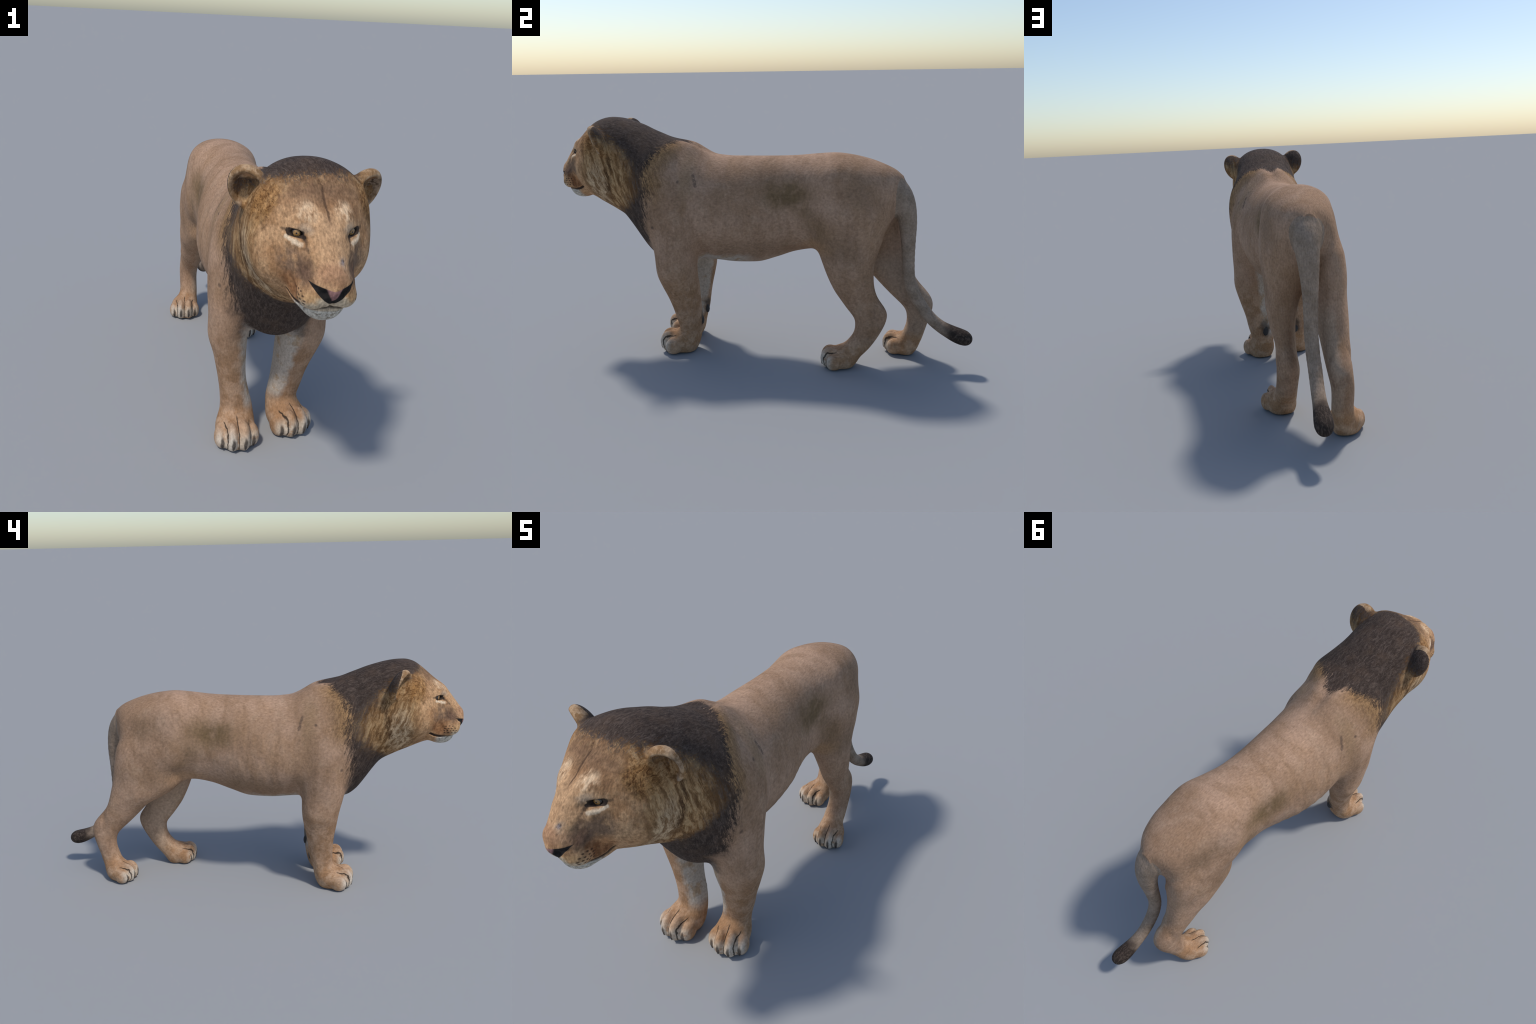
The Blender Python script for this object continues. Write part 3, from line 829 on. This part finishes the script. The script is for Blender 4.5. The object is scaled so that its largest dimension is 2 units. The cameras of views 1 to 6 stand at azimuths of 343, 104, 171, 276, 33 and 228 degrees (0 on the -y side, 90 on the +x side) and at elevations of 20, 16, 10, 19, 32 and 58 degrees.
    if kind == 'ear':
        e = g.mix(g.step(g.noise(P, 40.0, 3, 0.65), 0.4, 0.62), (0.260, 0.150, 0.072), (0.460, 0.310, 0.185))
        # black back, rusty and grey inside; direction = front/back of the ear plane
        side = g.sub(g.add(g.mul(ahx, 0.42), g.add(g.mul(hy, -0.86), g.mul(hz, -0.28))),
                     0.167 * 0.42 + 0.697 * 0.86 - 1.034 * 0.28)
        sidew = g.add(side, g.mul(g.sub(medium, 0.5), 0.012))
        back = g.mul(g.step(sidew, 0.000, -0.010), g.step(g.split(Hw)[2], 0.975, 0.995))
        e = g.mix(g.mul(back, g.inv(g.mul(g.step(hz, 1.072, 1.086), 0.75))), e, (0.022, 0.020, 0.021))
        innr = g.spot(Hw, (0.185, -0.705, 1.035), (0.036, 0.020, 0.046), 0.5)
        innr = g.mul(innr, g.step(side, -0.004, 0.004))
        ic = g.mix(g.step(g.noise(P, 70.0, 4, 0.7), 0.42, 0.60), (0.045, 0.028, 0.020), (0.330, 0.240, 0.170))
        ic = g.mix(g.mul(g.spot(Hw, (0.160, -0.715, 1.070), (0.028, 0.03, 0.018), 0.5), 0.8), ic, (0.480, 0.225, 0.085))
        e = g.mix(g.mul(innr, 0.9), e, ic)
        low = g.spot(Hw, (0.172, -0.680, 0.965), (0.03, 0.03, 0.028), 0.4)
        e = g.mix(g.mul(low, 0.7), e, (0.480, 0.410, 0.340))
        skull = g.add(g.math('POWER', g.mul(ahx, 1 / 0.178), 2.2), g.math('POWER', g.mx(g.mul(g.sub(hz, 0.92), 5.0), 0.0), 2.2))
        skull = g.add(skull, g.mul(g.sub(medium, 0.5), 0.25))
        col = g.mix(g.step(skull, 1.12, 1.32), col, e)
    if paw is not None:
        ox, oy, yaw, s = paw
        r = g.node('ShaderNodeVectorRotate', rotation_type='Z_AXIS')
        g.put(r.inputs['Vector'], g.vec('SUBTRACT', P, (ox, oy, 0)))
        r.inputs['Angle'].default_value = -yaw
        q = g.vec('MULTIPLY', r.outputs[0], (1 / s, 1 / s, 1 / s))
        u, v, w = g.split(q)
        uw = g.add(u, g.mul(g.sub(g.noise(P, 45.0, 2, 0.5), 0.5), 0.008))
        toe_white = g.mul(g.step(v, 0.010, -0.035), g.step(w, 0.095, 0.055))
        col = g.mix(g.mul(g.mul(toe_white, g.step(g.noise(P, 38.0, 3, 0.6), 0.30, 0.52)), 0.85), col, (0.560, 0.465, 0.360))
        sgn = -1 if ox < 0 else 1
        for uu, am in ((0.026, 0.70), (0.068, 0.35)):
            sp = g.spot(g.combine(uw, v, w), (sgn * uu, -0.030, 0.045), (0.013, 0.04, 0.046), 0.6)
            col = g.mix(g.mul(sp, am), col, (0.660, 0.590, 0.500))
        lines = None
        for gap in (-0.0405, 0.0, 0.0405):
            bend = g.add(uw, g.mul(g.math('POWER', g.mx(g.add(v, 0.03), 0.0), 2.0), -gap * 60))
            m = g.step(g.math('ABSOLUTE', g.sub(bend, gap)), 0.0030 if gap == 0 else 0.0024, 0.0010)
            m = g.mul(m, g.step(v, 0.034 if gap == 0 else 0.030, 0.016))
            lines = m if lines is None else g.mx(lines, m)
        lines = g.mul(lines, g.step(w, 0.004, 0.014))
        col = g.mix(g.mul(lines, 0.88), col, (0.024, 0.018, 0.015))
        cl = None
        for tu, tv, tz, tr in TOES:
            m = g.spot(g.combine(uw, v, w), (tu, tv - tr[1], tz * 0.80), (0.0070, 0.024, 0.027), 0.40)
            cl = m if cl is None else g.mx(cl, m)
        col = g.mix(g.mul(cl, 0.85), col, (0.045, 0.034, 0.028))
        sole = g.step(w, 0.006, 0.002)
        col = g.mix(sole, col, (0.060, 0.045, 0.038))
        # heel smudge
    # hair-fine value grain
    facial = g.add(1.0, g.mul(toface, 0.7))
    gr = g.add(g.mul(g.sub(fine, 0.5), 0.70), g.mul(g.sub(hair, 0.5), 0.65))
    val = g.add(1.0, g.mul(gr, facial))
    col = g.mix(1.0, col, g.combine(val, val, val), 'MULTIPLY')
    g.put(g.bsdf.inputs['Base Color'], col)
    g.bsdf.inputs['Roughness'].default_value = rough
    g.bsdf.inputs['Specular IOR Level'].default_value = 0.15
    bump = g.node('ShaderNodeBump')
    bump.inputs['Strength'].default_value = 0.25
    bump.inputs['Distance'].default_value = 0.004
    g.put(bump.inputs['Height'], g.add(hair, g.mul(strand, 0.6)))
    g.put(g.bsdf.inputs['Normal'], bump.outputs[0])
    return g.mat


def eye_material():
    g = Graph('eyeball')
    P = g.node('ShaderNodeTexCoord').outputs['Object']
    px, py, pz = g.split(P)
    d = g.vec('LENGTH', g.combine(px, py, 0.0))
    front = g.step(pz, 0.0, 0.001)
    d = g.add(d, g.mul(g.inv(front), 1.0))
    ray = g.noise(P, 500.0, 2, 0.6)
    iris = g.mix(g.step(ray, 0.35, 0.65), (0.220, 0.110, 0.030), (0.400, 0.215, 0.065))
    col = g.mix(g.step(d, 0.0088, 0.0104), iris, (0.030, 0.020, 0.015))
    col = g.mix(g.step(d, 0.0026, 0.0018), col, (0.006, 0.006, 0.010))
    g.put(g.bsdf.inputs['Base Color'], col)
    g.bsdf.inputs['Roughness'].default_value = 0.25
    g.bsdf.inputs['Coat Weight'].default_value = 0.5
    g.bsdf.inputs['Coat Roughness'].default_value = 0.05
    return g.mat


def horn_material():
    g = Graph('dark_claw')
    P = g.node('ShaderNodeTexCoord').outputs['Object']
    n = g.noise(P, 160.0, 3, 0.6)
    g.put(g.bsdf.inputs['Base Color'], g.mix(n, (0.018, 0.014, 0.012), (0.075, 0.055, 0.042)))
    g.bsdf.inputs['Roughness'].default_value = 0.6
    return g.mat


def pad_material():
    g = Graph('black_pad')
    P = g.node('ShaderNodeTexCoord').outputs['Object']
    n = g.noise(P, 120.0, 3, 0.6)
    g.put(g.bsdf.inputs['Base Color'], g.mix(n, (0.014, 0.013, 0.013), (0.050, 0.042, 0.038)))
    g.bsdf.inputs['Roughness'].default_value = 0.75
    return g.mat


# ----------------------------------------------------------------------------
#  Build
# ----------------------------------------------------------------------------
def head_space(V):
    c = [V[:, i].astype(F32) for i in range(3)]
    return turn_head(c)


def label_faces(V, Fq):
    """Region of every face, from the same fields that shaped it."""
    C = V[Fq].mean(1)
    P = [C[:, i].astype(F32) for i in range(3)]
    W = turn_head(P)
    x, y, z = C.T
    hx, hy, hz = W
    T = torso(W)
    names = np.full(len(C), 'torso', dtype=object)
    names[(hy + 0.10 * (hz - 0.9)) < np.interp(z, [0.45, 0.65, 0.85, 0.97, 1.05], [-0.465, -0.485, -0.47, -0.41, -0.34])] = 'mane'
    tl = tail(P)
    for (side, c), nm in zip(LEGS, ('foreleg_right', 'foreleg_left', 'hindleg_right', 'hindleg_left')):
        L = leg(P, side, c)
        fore = nm.startswith('fore')
        m = (L < T + 0.004) & (L < 0.03) & (x * side > 0.0) & (names == 'torso') & (z < (0.60 if fore else 0.66))
        m |= (L < 0.03) & (x * side > 0) & (z < 0.40) & ((y < 0) == fore) & (tl > L)
        names[m] = nm
    for paw, nm in zip(PAWS, ('paw_foreleg_right', 'paw_foreleg_left', 'paw_hindleg_right', 'paw_hindleg_left')):
        ox, oy, yaw, s = paw
        v = -math.sin(yaw) * (x - ox) + math.cos(yaw) * (y - oy)
        m = (np.hypot(x - ox, y - oy) < 0.17) & (x * ox > 0) & (z + 0.55 * np.maximum(v - 0.02, 0) * 2 < 0.128)
        names[m & (z < 0.13)] = nm
    names[(tl < T + 0.002) & (tl < 0.02) & (y > 0.62) & (np.abs(x) < 0.1) & ~np.char.startswith(names.astype(str), 'paw')
          & (tl < leg(P, *LEGS[2])) & (tl < leg(P, *LEGS[3]))] = 'tail'
    names[(names == 'tail') & (y > 0.885)] = 'tail_tuft'
    names[(hy < -0.655 - 0.25 * (hz - 0.9)) & (hz > 0.55)] = 'head'
    hd = names == 'head'
    a = np.abs(hx - mid(hy))
    ear = ear_field(W, a, (hx > 0).astype(F32))
    em = hd & (ear < 0.006) & (T > 0.008) & (hz > 0.93)
    names[em & (hx > 0)] = 'ear_left'
    names[em & (hx < 0)] = 'ear_right'
    nose = hd & (hy < -0.952) & (hz < 0.8465 + 0.28 * a) & (hz > 0.802 + 0.45 * a + 9.4 * a * a)
    names[nose] = 'nose'
    ys = np.array([p[1] for p in MOUTH]); zs = np.array([p[2] for p in MOUTH])
    jaw = hd & (hy < -0.862) & (hz < np.interp(hy, ys, zs))
    names[jaw & (names == 'head')] = 'lower_jaw'
    return names


def vertex_normals(V, Fq):
    n = np.cross(V[Fq[:, 2]] - V[Fq[:, 0]], V[Fq[:, 3]] - V[Fq[:, 1]])
    N = np.zeros_like(V)
    for k in range(4):
        for i in range(3):
            N[:, i] += np.bincount(Fq[:, k], n[:, i], len(V))
    return N / np.maximum(np.linalg.norm(N, axis=1, keepdims=True), 1e-12)


def part_mesh(name, V, Fq, N):
    ids, inv = np.unique(Fq, return_inverse=True)
    f = inv.reshape(Fq.shape)
    me = bpy.data.meshes.new(name)
    v = V[ids]
    me.vertices.add(len(v)); me.vertices.foreach_set('co', v.astype(F32).ravel())
    me.loops.add(f.size); me.loops.foreach_set('vertex_index', f.astype(np.int32).ravel())
    me.polygons.add(len(f)); me.polygons.foreach_set('loop_start', np.arange(0, f.size, 4, dtype=np.int32))
    me.update(calc_edges=True)
    me.polygons.foreach_set('use_smooth', np.ones(len(f), bool))
    me.normals_split_custom_set_from_vertices(N[ids].tolist())
    return me


def link(name, me, parent):
    ob = bpy.data.objects.new(name, me)
    bpy.context.scene.collection.objects.link(ob)
    ob.parent = parent
    return ob


def round_mesh(name, prof, seg=20):
    """Surface of revolution about z from (radius, z) points, for eyes, claws and pads."""
    v, f = [], []
    for r, z in prof:
        for k in range(seg):
            a = 2 * math.pi * k / seg
            v.append((r * math.cos(a), r * math.sin(a), z))
    n = len(prof)
    for i in range(n - 1):
        for k in range(seg):
            q = (k + 1) % seg
            f.append((i * seg + k, i * seg + q, (i + 1) * seg + q, (i + 1) * seg + k))
    f.append(tuple(range(seg))[::-1]); f.append(tuple((n - 1) * seg + k for k in range(seg)))
    me = bpy.data.meshes.new(name); me.from_pydata(v, [], f)
    me.polygons.foreach_set('use_smooth', np.ones(len(f), bool))
    return me


def build():
    from mathutils import Vector, Matrix
    V, Fq = mesh_field()
    V = relax(V, Fq, 2)
    V = project(V, 2)
    V = relax(V, Fq, 1, 0.3)
    N = vertex_normals(V, Fq)
    names = label_faces(V, Fq)

    lion = bpy.data.objects.new('lion', None)
    bpy.context.scene.collection.objects.link(lion)
    lion['label'] = 'standing tawny lion with short dark brown mane'
    lion['category'] = 'lion'

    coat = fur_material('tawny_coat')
    tail_m = fur_material('tail_coat', kind='tail')
    ear_m = fur_material('ear_coat', kind='ear')
    paws_m = [fur_material('paw_coat', paw=p) for p in PAWS]

    order = [('torso', 'torso', None, coat), ('mane', 'mane', None, coat), ('head', 'head', None, coat),
             ('ear_right', 'ear', 'head', ear_m), ('ear_left', 'ear', 'head', ear_m),
             ('nose', 'nose', 'head', coat), ('lower_jaw', 'lower_jaw', 'head', coat),
             ('foreleg_right', 'foreleg', None, coat), ('foreleg_left', 'foreleg', None, coat),
             ('hindleg_right', 'hindleg', None, coat), ('hindleg_left', 'hindleg', None, coat),
             ('paw_foreleg_right', 'paw', 'foreleg_right', paws_m[0]), ('paw_foreleg_left', 'paw', 'foreleg_left', paws_m[1]),
             ('paw_hindleg_right', 'paw', 'hindleg_right', paws_m[2]), ('paw_hindleg_left', 'paw', 'hindleg_left', paws_m[3]),
             ('tail', 'tail', None, tail_m), ('tail_tuft', 'tail_tuft', 'tail', tail_m)]
    obs = {}
    for key, nm, par, mat in order:
        m = names == key
        if not m.any():
            print('EMPTY REGION', key); continue
        me = part_mesh(nm, V, Fq[m], N)
        me.materials.append(mat)
        obs[key] = link(nm, me, obs[par] if par else lion)

    # eyes: balls set just behind the cut lids
    R = 0.0175
    prof = [(R * math.sin(a) + 1e-5, -R * math.cos(a)) for a in np.linspace(0, math.pi, 24)]
    em = round_mesh('eye', prof, 32); em.materials.append(eye_material())
    for s in (-1, 1):
        yaw = math.radians(30)
        d = Vector((s * math.sin(yaw), -math.cos(yaw), -0.02)).normalized()
        # march out to the skin through the lid opening
        p0 = np.array([s * 0.0585 - 0.0045, -0.845, 0.962])
        t = np.linspace(0, 0.09, 181)
        pts = p0[None] + t[:, None] * np.array(d)[None]
        Q = [pts[:, i].astype(F32) for i in range(3)]
        f = head_parts(Q, torso(Q).astype(F32), cut=False)
        k = int(np.argmax(f > 0))
        c = pts[k] - np.array(d) * (R + 0.0018)
        print('eye skin', s, pts[k])
        c = untwist_point(c)
        ob = link('eye', em, obs['head'])
        gaze = Vector(untwist_point((d[0], d[1] + HEAD_PIVOT, d[2]))) - Vector((0, HEAD_PIVOT, 0))
        look = (gaze * 0.8 + Vector((-0.05, -1, -0.05)) * 0.2).normalized()
        ob.matrix_world = Matrix.Translation(c) @ look.to_track_quat('Z', 'Y').to_matrix().to_4x4()

    # claws: dark blades in the front of every toe
    cm = round_mesh('claw', [(0.0004, -0.016), (0.0022, -0.012), (0.0036, -0.004), (0.0038, 0.003), (0.0028, 0.011), (0.0006, 0.016)], 14)
    cm.materials.append(horn_material())
    for paw, key in zip(PAWS, ('foreleg_right', 'foreleg_left', 'hindleg_right', 'hindleg_left')):
        for (u, v, z, r) in TOES:
            # find the front of the toe
            w = z * 0.62
            t = np.linspace(0.0, 0.09, 181)
            pts = np.array([paw_point(paw, u, v - q, w) for q in t])
            k = int(np.argmax(field(pts) > 0))
            c = pts[k]
            dirv = np.array(paw_point(paw, 0, -1, 0)) - np.array(paw_point(paw, 0, 0, 0)); dirv /= np.linalg.norm(dirv)
            c = c - dirv * 0.0030
            up = Vector((dirv[0] * 0.10, dirv[1] * 0.10, 1.0)).normalized()
            ob = link('claw', cm, obs[key])
            ob.matrix_world = Matrix.Translation(c) @ up.to_track_quat('Z', 'Y').to_matrix().to_4x4()

    # black wrist pads on the back of the forelegs
    pm = round_mesh('wrist_pad', [(0.0005, -0.030), (0.009, -0.025), (0.0155, -0.012), (0.0165, 0.002), (0.012, 0.017), (0.005, 0.028), (0.0005, 0.032)], 20)
    pm.materials.append(pad_material())
    for s, key, xx, zz in ((-1, 'foreleg_right', -0.088, 0.158), (1, 'foreleg_left', 0.080, 0.162)):
        t = np.linspace(0, 0.12, 241)
        pts = np.stack([np.full(241, xx), -0.35 + t, np.full(241, zz)], 1)
        k = int(np.argmax(field(pts) > 0))
        ob = link('wrist_pad', pm, obs[key])
        ob.matrix_world = Matrix.Translation((xx, pts[k][1] - 0.006, zz)) @ Matrix.Rotation(math.radians(8), 4, 'X')
        ob.scale = (1, 0.75, 1)


build()
